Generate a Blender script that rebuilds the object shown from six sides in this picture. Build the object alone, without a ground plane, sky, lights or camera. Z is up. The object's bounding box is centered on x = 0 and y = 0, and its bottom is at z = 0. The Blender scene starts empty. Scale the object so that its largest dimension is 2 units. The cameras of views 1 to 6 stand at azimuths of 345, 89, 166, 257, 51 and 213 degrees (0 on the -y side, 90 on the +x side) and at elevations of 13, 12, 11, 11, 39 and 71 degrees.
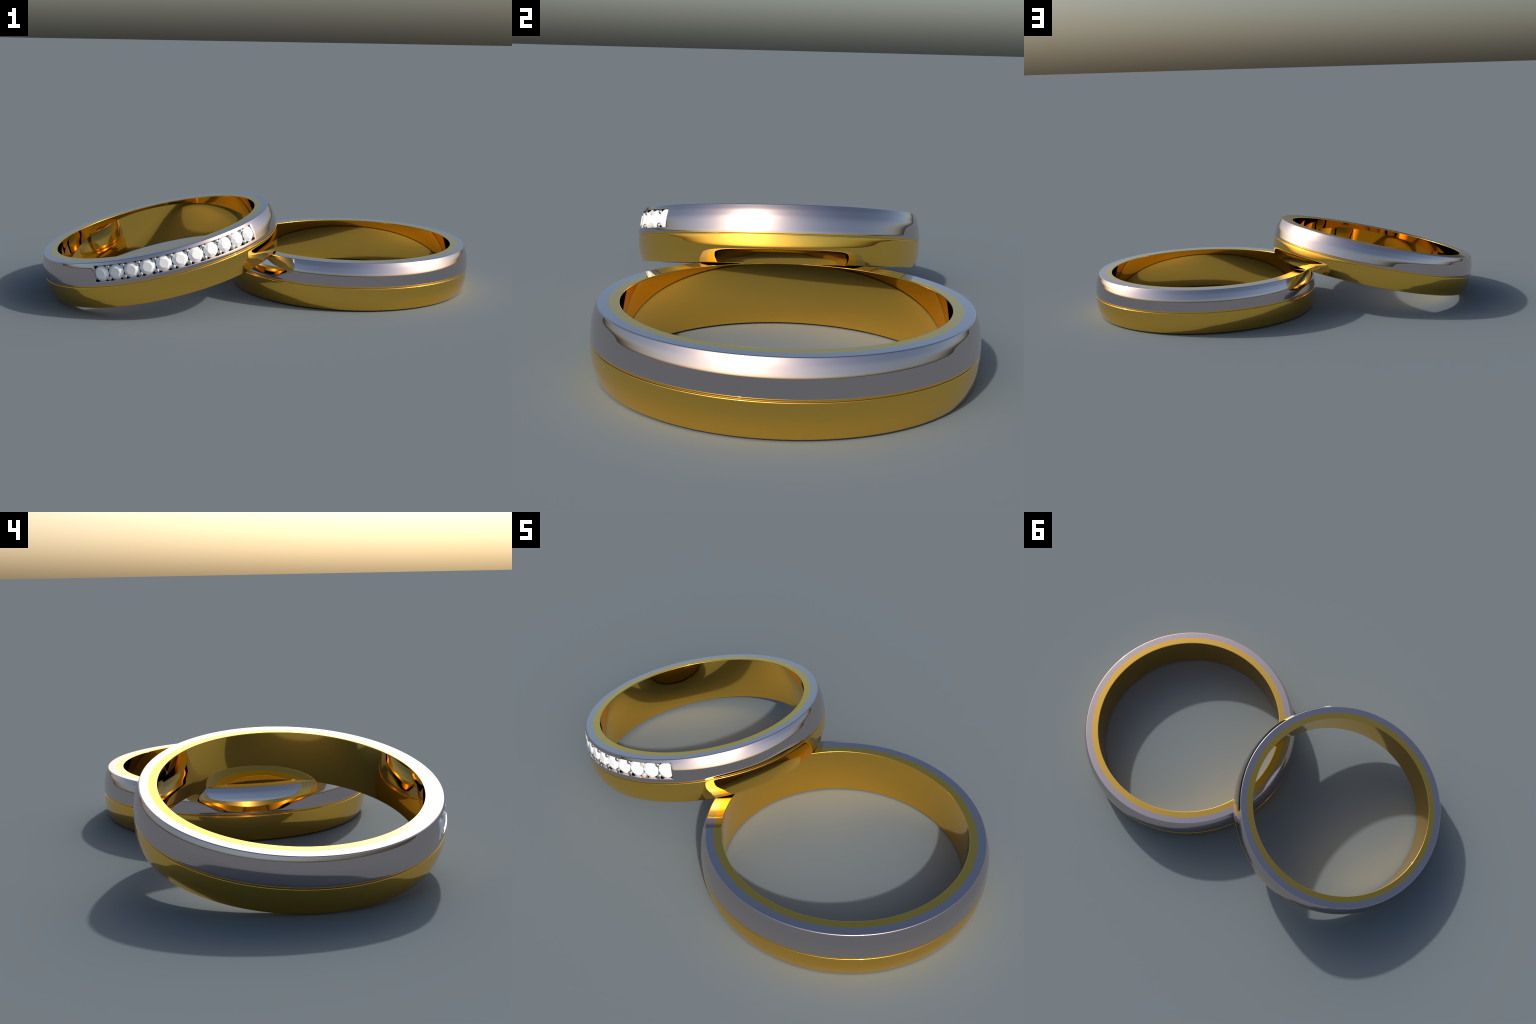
"""Two two-tone wedding rings: one lies flat, the other leans on its rim and carries a row of stones."""
import bpy, bmesh, math
from mathutils import Matrix, Vector

SEGMENTS = 360

# ------------------------------------------------------------------ materials
def new_material(name, colour, metallic, roughness, wear, **extra):
    m = bpy.data.materials.new(name)
    m.use_nodes = True
    nt = m.node_tree
    b = nt.nodes["Principled BSDF"]
    b.inputs["Base Color"].default_value = (*colour, 1)
    b.inputs["Metallic"].default_value = metallic
    for k, v in extra.items():
        b.inputs[k.replace("_", " ")].default_value = v
    # polish that is never perfectly even: faint, soft change of roughness
    tc = nt.nodes.new("ShaderNodeTexCoord")
    no = nt.nodes.new("ShaderNodeTexNoise")
    no.inputs["Scale"].default_value = 9.0
    no.inputs["Detail"].default_value = 3.0
    mr = nt.nodes.new("ShaderNodeMapRange")
    mr.inputs["To Min"].default_value = roughness
    mr.inputs["To Max"].default_value = roughness + wear
    nt.links.new(tc.outputs["Object"], no.inputs["Vector"])
    nt.links.new(no.outputs["Fac"], mr.inputs["Value"])
    nt.links.new(mr.outputs["Result"], b.inputs["Roughness"])
    return m

GOLD = new_material("polished_yellow_gold", (1.0, 0.60, 0.105), 1.0, 0.02, 0.01)
SILVER = new_material("polished_white_gold", (0.642, 0.552, 0.543), 1.0, 0.02, 0.01)
PRONG = new_material("polished_platinum", (0.68, 0.70, 0.68), 1.0, 0.03, 0.02)  # base darkened to tone down the white stones mirrored in the beads
STONE = new_material("white_gemstone", (0.96, 0.96, 0.96), 0.0, 0.12, 0.03, IOR=1.5)
PALE = new_material("unpolished_white_bead", (0.52, 0.51, 0.48), 0.0, 0.45, 0.05)

# ------------------------------------------------------------------ helpers
def add_object(name, mesh, parent, material):
    o = bpy.data.objects.new(name, mesh)
    bpy.context.scene.collection.objects.link(o)
    o.parent = parent
    if material and not mesh.materials:
        mesh.materials.append(material)
    return o

def finish(bm, name, sharp=38.0):
    bmesh.ops.recalc_face_normals(bm, faces=bm.faces)
    me = bpy.data.meshes.new(name)
    bm.to_mesh(me)
    bm.free()
    me.shade_smooth()
    me.set_sharp_from_angle(angle=math.radians(sharp))
    return me

def lathe(profile, name):
    """Turn a closed (radius, height) profile about the ring axis."""
    bm = bmesh.new()
    rows = []
    for k in range(SEGMENTS):
        a = math.tau * k / SEGMENTS
        c, s = math.cos(a), math.sin(a)
        rows.append([bm.verts.new((r * c, r * s, h)) for r, h in profile])
    n = len(profile)
    for k in range(SEGMENTS):
        p, q = rows[k], rows[(k + 1) % SEGMENTS]
        for i in range(n):
            j = (i + 1) % n
            bm.faces.new((p[i], q[i], q[j], p[j]))
    return finish(bm, name)

def fillet(corner, before, after, radius, steps=6):
    """Rounded corner of a profile, with a support point on either side."""
    c, a, b = Vector(corner), Vector(before) - Vector(corner), Vector(after) - Vector(corner)
    a.normalize(); b.normalize()
    half = a.angle(b) / 2
    d = radius / math.tan(half)
    p, q = c + a * d, c + b * d
    m = c + (a + b).normalized() * (radius / math.sin(half))
    u, v = p - m, q - m
    total = u.angle(v)
    out = [tuple(c + a * (d + 0.3 * radius))]
    for i in range(steps + 1):
        t = i / steps
        w = (u * math.sin((1 - t) * total) + v * math.sin(t * total)) / math.sin(total)
        out.append(tuple(m + w))
    out.append(tuple(c + b * (d + 0.3 * radius)))
    return out

# slope of the domed outside (degrees from upright) against half-height from the middle (0) to the rim (1);
# the shoulders are shared, the silver half has a slightly fuller waist than the gold half
SHOULDER = [(.60, 13.4), (.62, 14.9), (.64, 15.95), (.66, 16.3), (.69, 16.45), (.74, 16.8), (.77, 17.4), (.80, 18.5),
            (.83, 20.6), (.855, 22.2), (.88, 23.1), (.92, 23.4), (1, 23.4)]
UPPER = [(0, -4), (.05, -3), (.087, -1.2), (.098, .9), (.119, 2.7), (.142, 4.0), (.18, 4.3), (.315, 4.5), (.383, 5.0),
         (.465, 6.4), (.50, 7.5), (.53, 9.2), (.57, 11.6)] + SHOULDER
LOWER = [(0, -2), (.093, .3), (.135, 1.6), (.173, 2.2), (.224, 2.5), (.282, 2.8), (.325, 3.3), (.36, 3.9), (.387, 4.5),
         (.411, 5.4), (.43, 6.1), (.45, 7.0), (.50, 8.6), (.53, 10.0), (.57, 12.0)] + SHOULDER
FINE = 500

def running_drop(slopes):
    """How far the surface has fallen in, by half-height (both as parts of half the width)."""
    drop, k = [0.0], 0
    for i in range(FINE):
        t = (i + .5) / FINE
        while slopes[k + 1][0] < t:
            k += 1
        (t0, a0), (t1, a1) = slopes[k], slopes[k + 1]
        drop.append(drop[-1] + math.tan(math.radians(a0 + (a1 - a0) * (t - t0) / (t1 - t0))) / FINE)
    return drop

DROP_UPPER, DROP_LOWER = running_drop(UPPER), running_drop(LOWER)

class Ring:
    """Sizes of one band: hole radius, seam radius, greatest radius, width, lower edge of the silver, groove."""
    def __init__(self, hole, seam, widest, width, groove, groove_at, lip, underside=0.0):
        self.hole, self.seam, self.widest, self.width, self.groove, self.groove_at = hole, seam, widest, width, groove, groove_at
        self.mid, self.underside, self.lip = width / 2, underside, lip
        self.rim, self.foot = self.dome(width), self.dome(underside)

    def dome(self, h):
        drop, half = (DROP_UPPER, self.mid) if h > self.mid else (DROP_LOWER, self.mid - self.underside)
        x = min(abs(h - self.mid) / half, 1.0) * FINE
        i = min(int(x), FINE - 1)
        return self.widest - half * (drop[i] + (drop[i + 1] - drop[i]) * (x - i))

    def upper_heights(self, extra=()):
        """Heights of the rows over the silver half, rim fillet excluded."""
        lo, hi = self.mid + self.groove, self.width - .0055
        hs = [lo + .0006] + [lo + (hi - lo) * i / 54 for i in range(1, 55)]
        hs = [h for h in hs if all(abs(h - e) > .0004 for e in extra)] + list(extra)
        return [lo] + sorted(hs)

    def gold_profile(self):
        g, W, m, u = self.groove, self.width, self.mid, self.underside
        c = self.groove_at
        k = self.lip
        # one side of the groove: (distance from its middle, depth under the dome)
        lip = [(.0042, 0), (.0035, .00005), (.0029, .0002), (.0023, .00045), (.0018, .0008), (.0014, .0013), (.0012, .0018), (.0011, .0025), (.0010, .0042), (.0010, .0056), (0, .0057)]
        pts = []
        # bore, upwards
        pts += fillet((self.hole, u), (self.foot, u), (self.hole, W), .0012)
        pts += fillet((self.hole, W), (self.hole, u), (self.seam, W), .0026)
        # rim, seat of the silver band, groove with its two lips
        pts += [(self.seam, W), (self.seam, m + g + .012), (self.seam, m + g)]
        e = m + g
        pts += [(self.dome(e) - d, e - b) for b, d in ((0, .0003), (.0002, .00015), (.0005, .00005), (.0008, .00001))]
        lip = [(a * k, d * k) for a, d in lip]
        pts += [(self.dome(c + a) - d, c + a) for a, d in lip if c + a < e - .0009]
        pts += [(self.dome(c - a) - d, c - a) for a, d in lip[-2::-1]]
        # lower dome
        hi, lo = c - .0048, u + .0055
        pts += [(self.dome(h), h) for h in (hi + (lo - hi) * i / 60 for i in range(61))]
        pts += fillet((self.foot, u), (self.dome(u + .01), u + .01), (self.hole, u), .0042)
        return pts

    def silver_outline(self, extra=()):
        """Visible part of the silver profile: seam, rim, dome, lower edge."""
        W = self.width
        hs = self.upper_heights(extra)
        pts = [(self.seam, W)]
        pts += fillet((self.rim, W), (self.seam, W), (self.dome(W - .01), W - .01), .0042)
        pts += [(self.dome(h), h) for h in reversed(hs)]
        return pts

    def silver_back(self):
        lo = self.mid + self.groove
        return [(self.dome(lo) - .004, lo + .0016), (self.seam + .003, lo + .0016), (self.seam + .003, self.width - .006)]

def make_empty(name, matrix, label, category):
    e = bpy.data.objects.new(name, None)
    e.empty_display_size = .2
    bpy.context.scene.collection.objects.link(e)
    e.matrix_world = matrix
    e["label"], e["category"] = label, category
    return e

# ------------------------------------------------------------------ the plain ring, lying flat
plain = Ring(hole=.4788, seam=.5104, widest=.5633, width=.2109, groove=.0068, groove_at=.1055, lip=.9, underside=.0023)
flat_ring = make_empty("wedding_ring", Matrix.Translation((.4361, 0, 0)),
                       "plain two-tone band in yellow gold and silver", "ring")
add_object("gold_band", lathe(plain.gold_profile(), "gold_band"), flat_ring, GOLD)
add_object("silver_inlay", lathe(plain.silver_outline() + plain.silver_back(), "silver_inlay"), flat_ring, SILVER)

# ------------------------------------------------------------------ the stone-set ring, leaning
jewel = Ring(hole=.4533, seam=.4832, widest=.5337, width=.1982, groove=.0044, groove_at=.0974, lip=.75)
axis = Vector((-.2237, .0021, .9747)).normalized()
side = Vector((0, 1, 0)).cross(axis).normalized()
fore = axis.cross(side)
foot = Vector((-.4931, -.0001, .3075)) - axis * jewel.width
lean = Matrix((side, fore, axis)).transposed().to_4x4()
lean.translation = foot
stone_ring = make_empty("diamond_wedding_ring", lean,
                        "two-tone gold and silver band with a row of white stones", "ring")
add_object("gold_band", lathe(jewel.gold_profile(), "gold_band_narrow"), stone_ring, GOLD)

STONES = 11
STEP = math.radians(7.50)
CENTRE = math.radians(-89.65)
SLOT_LOW, SLOT_HIGH = .1200, .1848
SLOT_HALF = math.radians(40.30)
SLOT_FLOOR = .499

def silver_with_slot():
    """Silver band swept round in columns; the channel for the stones is sunk into it."""
    near = (.0006, .0013, .0021, .0030)
    outline = jewel.silver_outline(extra=(SLOT_LOW, SLOT_HIGH) + tuple(SLOT_LOW - d for d in near) + tuple(SLOT_HIGH + d for d in near[:3]))
    profile = outline + jewel.silver_back()
    a0, a1 = CENTRE - SLOT_HALF, CENTRE + SLOT_HALF
    inside, outside = 96, 264
    cols = [a0 + (a1 - a0) * i / inside for i in range(inside)]
    ends = [d / .53 for d in (0, .0012, .0024, .0036, .005, .0065, .008, .010, .012, .014)]
    o0, o1 = a1 + ends[-1], a0 + math.tau - ends[-1]
    cols += [a1 + d for d in ends] + [o0 + (o1 - o0) * i / outside for i in range(1, outside)] + [a0 + math.tau - d for d in ends[:0:-1]]

    def glint_dip(a, h):
        """Channel lip dipped to draw its bright shading strip: how far the surface drops."""
        beyond = .53 * (max(a - a1, 0) if a < math.pi / 2 else a0 + math.tau - a)
        below, above = max(SLOT_LOW - h, 0), max(h - SLOT_HIGH, 0)
        side = max(0, 1 - (below + above) / .003)
        lip = 0
        if h < SLOT_LOW + 1e-6:
            lip = .0006 * max(0, 1 - below / .003) ** 2
        elif h > SLOT_HIGH - 1e-6:
            lip = .0004 * max(0, 1 - above / .0021) ** 2
        end = .0011 * max(0, 1 - beyond / .011) ** 2 * side if a <= a0 + 1e-6 or a >= a1 - 1e-6 else 0
        return max(lip * max(0, 1 - beyond / .014), end)

    bm = bmesh.new()
    seen = len(outline)
    rows = []
    for a in cols:
        rows.append([bm.verts.new(((r - (glint_dip(a, h) if i < seen else 0)) * math.cos(a), (r - (glint_dip(a, h) if i < seen else 0)) * math.sin(a), h)) for i, (r, h) in enumerate(profile)])
    n = len(profile)
    for k in range(len(cols)):
        p, q = rows[k], rows[(k + 1) % len(cols)]
        for i in range(n):
            j = (i + 1) % n
            hi, hj = profile[i][1], profile[j][1]
            on_dome = i < len(outline) - 1 and profile[i][0] > jewel.rim - .004 and i > 3
            if k < inside and on_dome and SLOT_LOW - 1e-6 <= min(hi, hj) and max(hi, hj) <= SLOT_HIGH + 1e-6:
                continue
            bm.faces.new((p[i], q[i], q[j], p[j]))
    for v in [v for v in bm.verts if not v.link_faces]:
        bm.verts.remove(v)
    edge = [e for e in bm.edges if e.is_boundary]
    ext = bmesh.ops.extrude_edge_only(bm, edges=edge)["geom"]
    for v in (g for g in ext if isinstance(g, bmesh.types.BMVert)):
        d = math.hypot(v.co.x, v.co.y)
        v.co.x *= SLOT_FLOOR / d
        v.co.y *= SLOT_FLOOR / d
    # floor of the channel: join matching points of its lower and upper edge
    low, high = {}, {}
    for v in (g for g in ext if isinstance(g, bmesh.types.BMVert)):
        key = round(math.atan2(v.co.y, v.co.x), 4)
        if abs(v.co.z - SLOT_LOW) < 1e-5: low[key] = v
        if abs(v.co.z - SLOT_HIGH) < 1e-5: high[key] = v
    keys = sorted(low)
    wall = sorted((g for g in ext if isinstance(g, bmesh.types.BMVert)), key=lambda v: v.co.z)
    first = [v for v in wall if round(math.atan2(v.co.y, v.co.x), 4) == keys[0]]
    last = [v for v in wall if round(math.atan2(v.co.y, v.co.x), 4) == keys[-1]]
    for i, (k0, k1) in enumerate(zip(keys, keys[1:])):
        loop = [low[k0], low[k1]]
        loop += last[1:-1] if i == len(keys) - 2 else []
        loop += [high[k1], high[k0]]
        loop += first[-2:0:-1] if i == 0 else []
        bm.faces.new(loop)
    return finish(bm, "silver_inlay_slotted", 30)

silver = add_object("silver_inlay", silver_with_slot(), stone_ring, SILVER)
wn = silver.modifiers.new("even_shading", "WEIGHTED_NORMAL")
wn.keep_sharp = True

def brilliant(radius, crown, girdle, pavilion):
    """Round brilliant cut, girdle top at z = 0, table at z = crown."""
    bm = bmesh.new()
    ring = lambda n, r, z, off: [bm.verts.new((r * math.cos(math.tau * (i + off) / n), r * math.sin(math.tau * (i + off) / n), z)) for i in range(n)]
    table = ring(8, radius * .58, crown, 0)
    star = ring(8, radius * .81, crown * .58, .5)
    top = ring(16, radius, 0, 0)
    bottom = ring(16, radius, -girdle, 0)
    culet = bm.verts.new((0, 0, -pavilion))
    bm.faces.new(table)
    for i in range(8):
        j = (i + 1) % 8
        bm.faces.new((table[i], star[i], table[j]))
        bm.faces.new((table[j], star[i], top[2 * j], star[j]))
        bm.faces.new((star[i], top[2 * i], top[2 * i + 1]))
        bm.faces.new((star[i], top[2 * i + 1], top[(2 * i + 2) % 16]))
    for i in range(16):
        j = (i + 1) % 16
        bm.faces.new((top[i], bottom[i], bottom[j], top[j]))
        bm.faces.new((bottom[i], culet, bottom[j]))
    bmesh.ops.recalc_face_normals(bm, faces=bm.faces)
    me = bpy.data.meshes.new("gemstone")
    bm.to_mesh(me)
    bm.free()
    return me

def seat(angle, height, radius, tilt):
    """Frame on the band: z outwards (tipped up by tilt), y along the ring axis."""
    out = Vector((math.cos(angle), math.sin(angle), 0))
    up = Vector((0, 0, 1))
    z = out * math.cos(tilt) + up * math.sin(tilt)
    y = up * math.cos(tilt) - out * math.sin(tilt)
    x = y.cross(z)
    m = Matrix((x, y, z)).transposed().to_4x4()
    m.translation = out * radius + up * height
    return m

def along_row(k):
    """Angle on the band of place k in the row; the row is counted from its middle."""
    x = k / 5
    return math.radians(-89.93 + .37 * x * x) + k * STEP

STONE_H, STONE_R, STONE_TILT = .1510, .0329, math.radians(8)
gem = brilliant(STONE_R, .0115, .0025, .026)
for i in range(STONES):
    k = i - (STONES - 1) / 2
    x = k / 5
    o = add_object("gemstone", gem, stone_ring, STONE)
    o.matrix_local = seat(along_row(k), STONE_H + .0009 * x, .5140 + .0034 * x ** 4, STONE_TILT)

def bead(radius, length, material, name):
    """Prong: a round-headed post, head centre at the origin."""
    bm = bmesh.new()
    bmesh.ops.create_uvsphere(bm, u_segments=24, v_segments=16, radius=radius)
    for v in bm.verts:
        v.co.z = v.co.z * .3 - length if v.co.z < -1e-6 else v.co.z * .62
    return finish(bm, name, 60)

prong_mesh = bead(.0099, .016, PRONG, "prong_bead")
pale_mesh = bead(.0108, .016, PALE, "pale_prong_bead")
for i in range(STONES - 1):
    pale = i == 8
    for h, r in ((.1749, .5166), (.1283, .5228)):
        o = add_object("prong_bead", pale_mesh if pale else prong_mesh, stone_ring, PALE if pale else PRONG)
        o.matrix_local = seat(along_row(i - (STONES - 2) / 2), h, r, STONE_TILT)
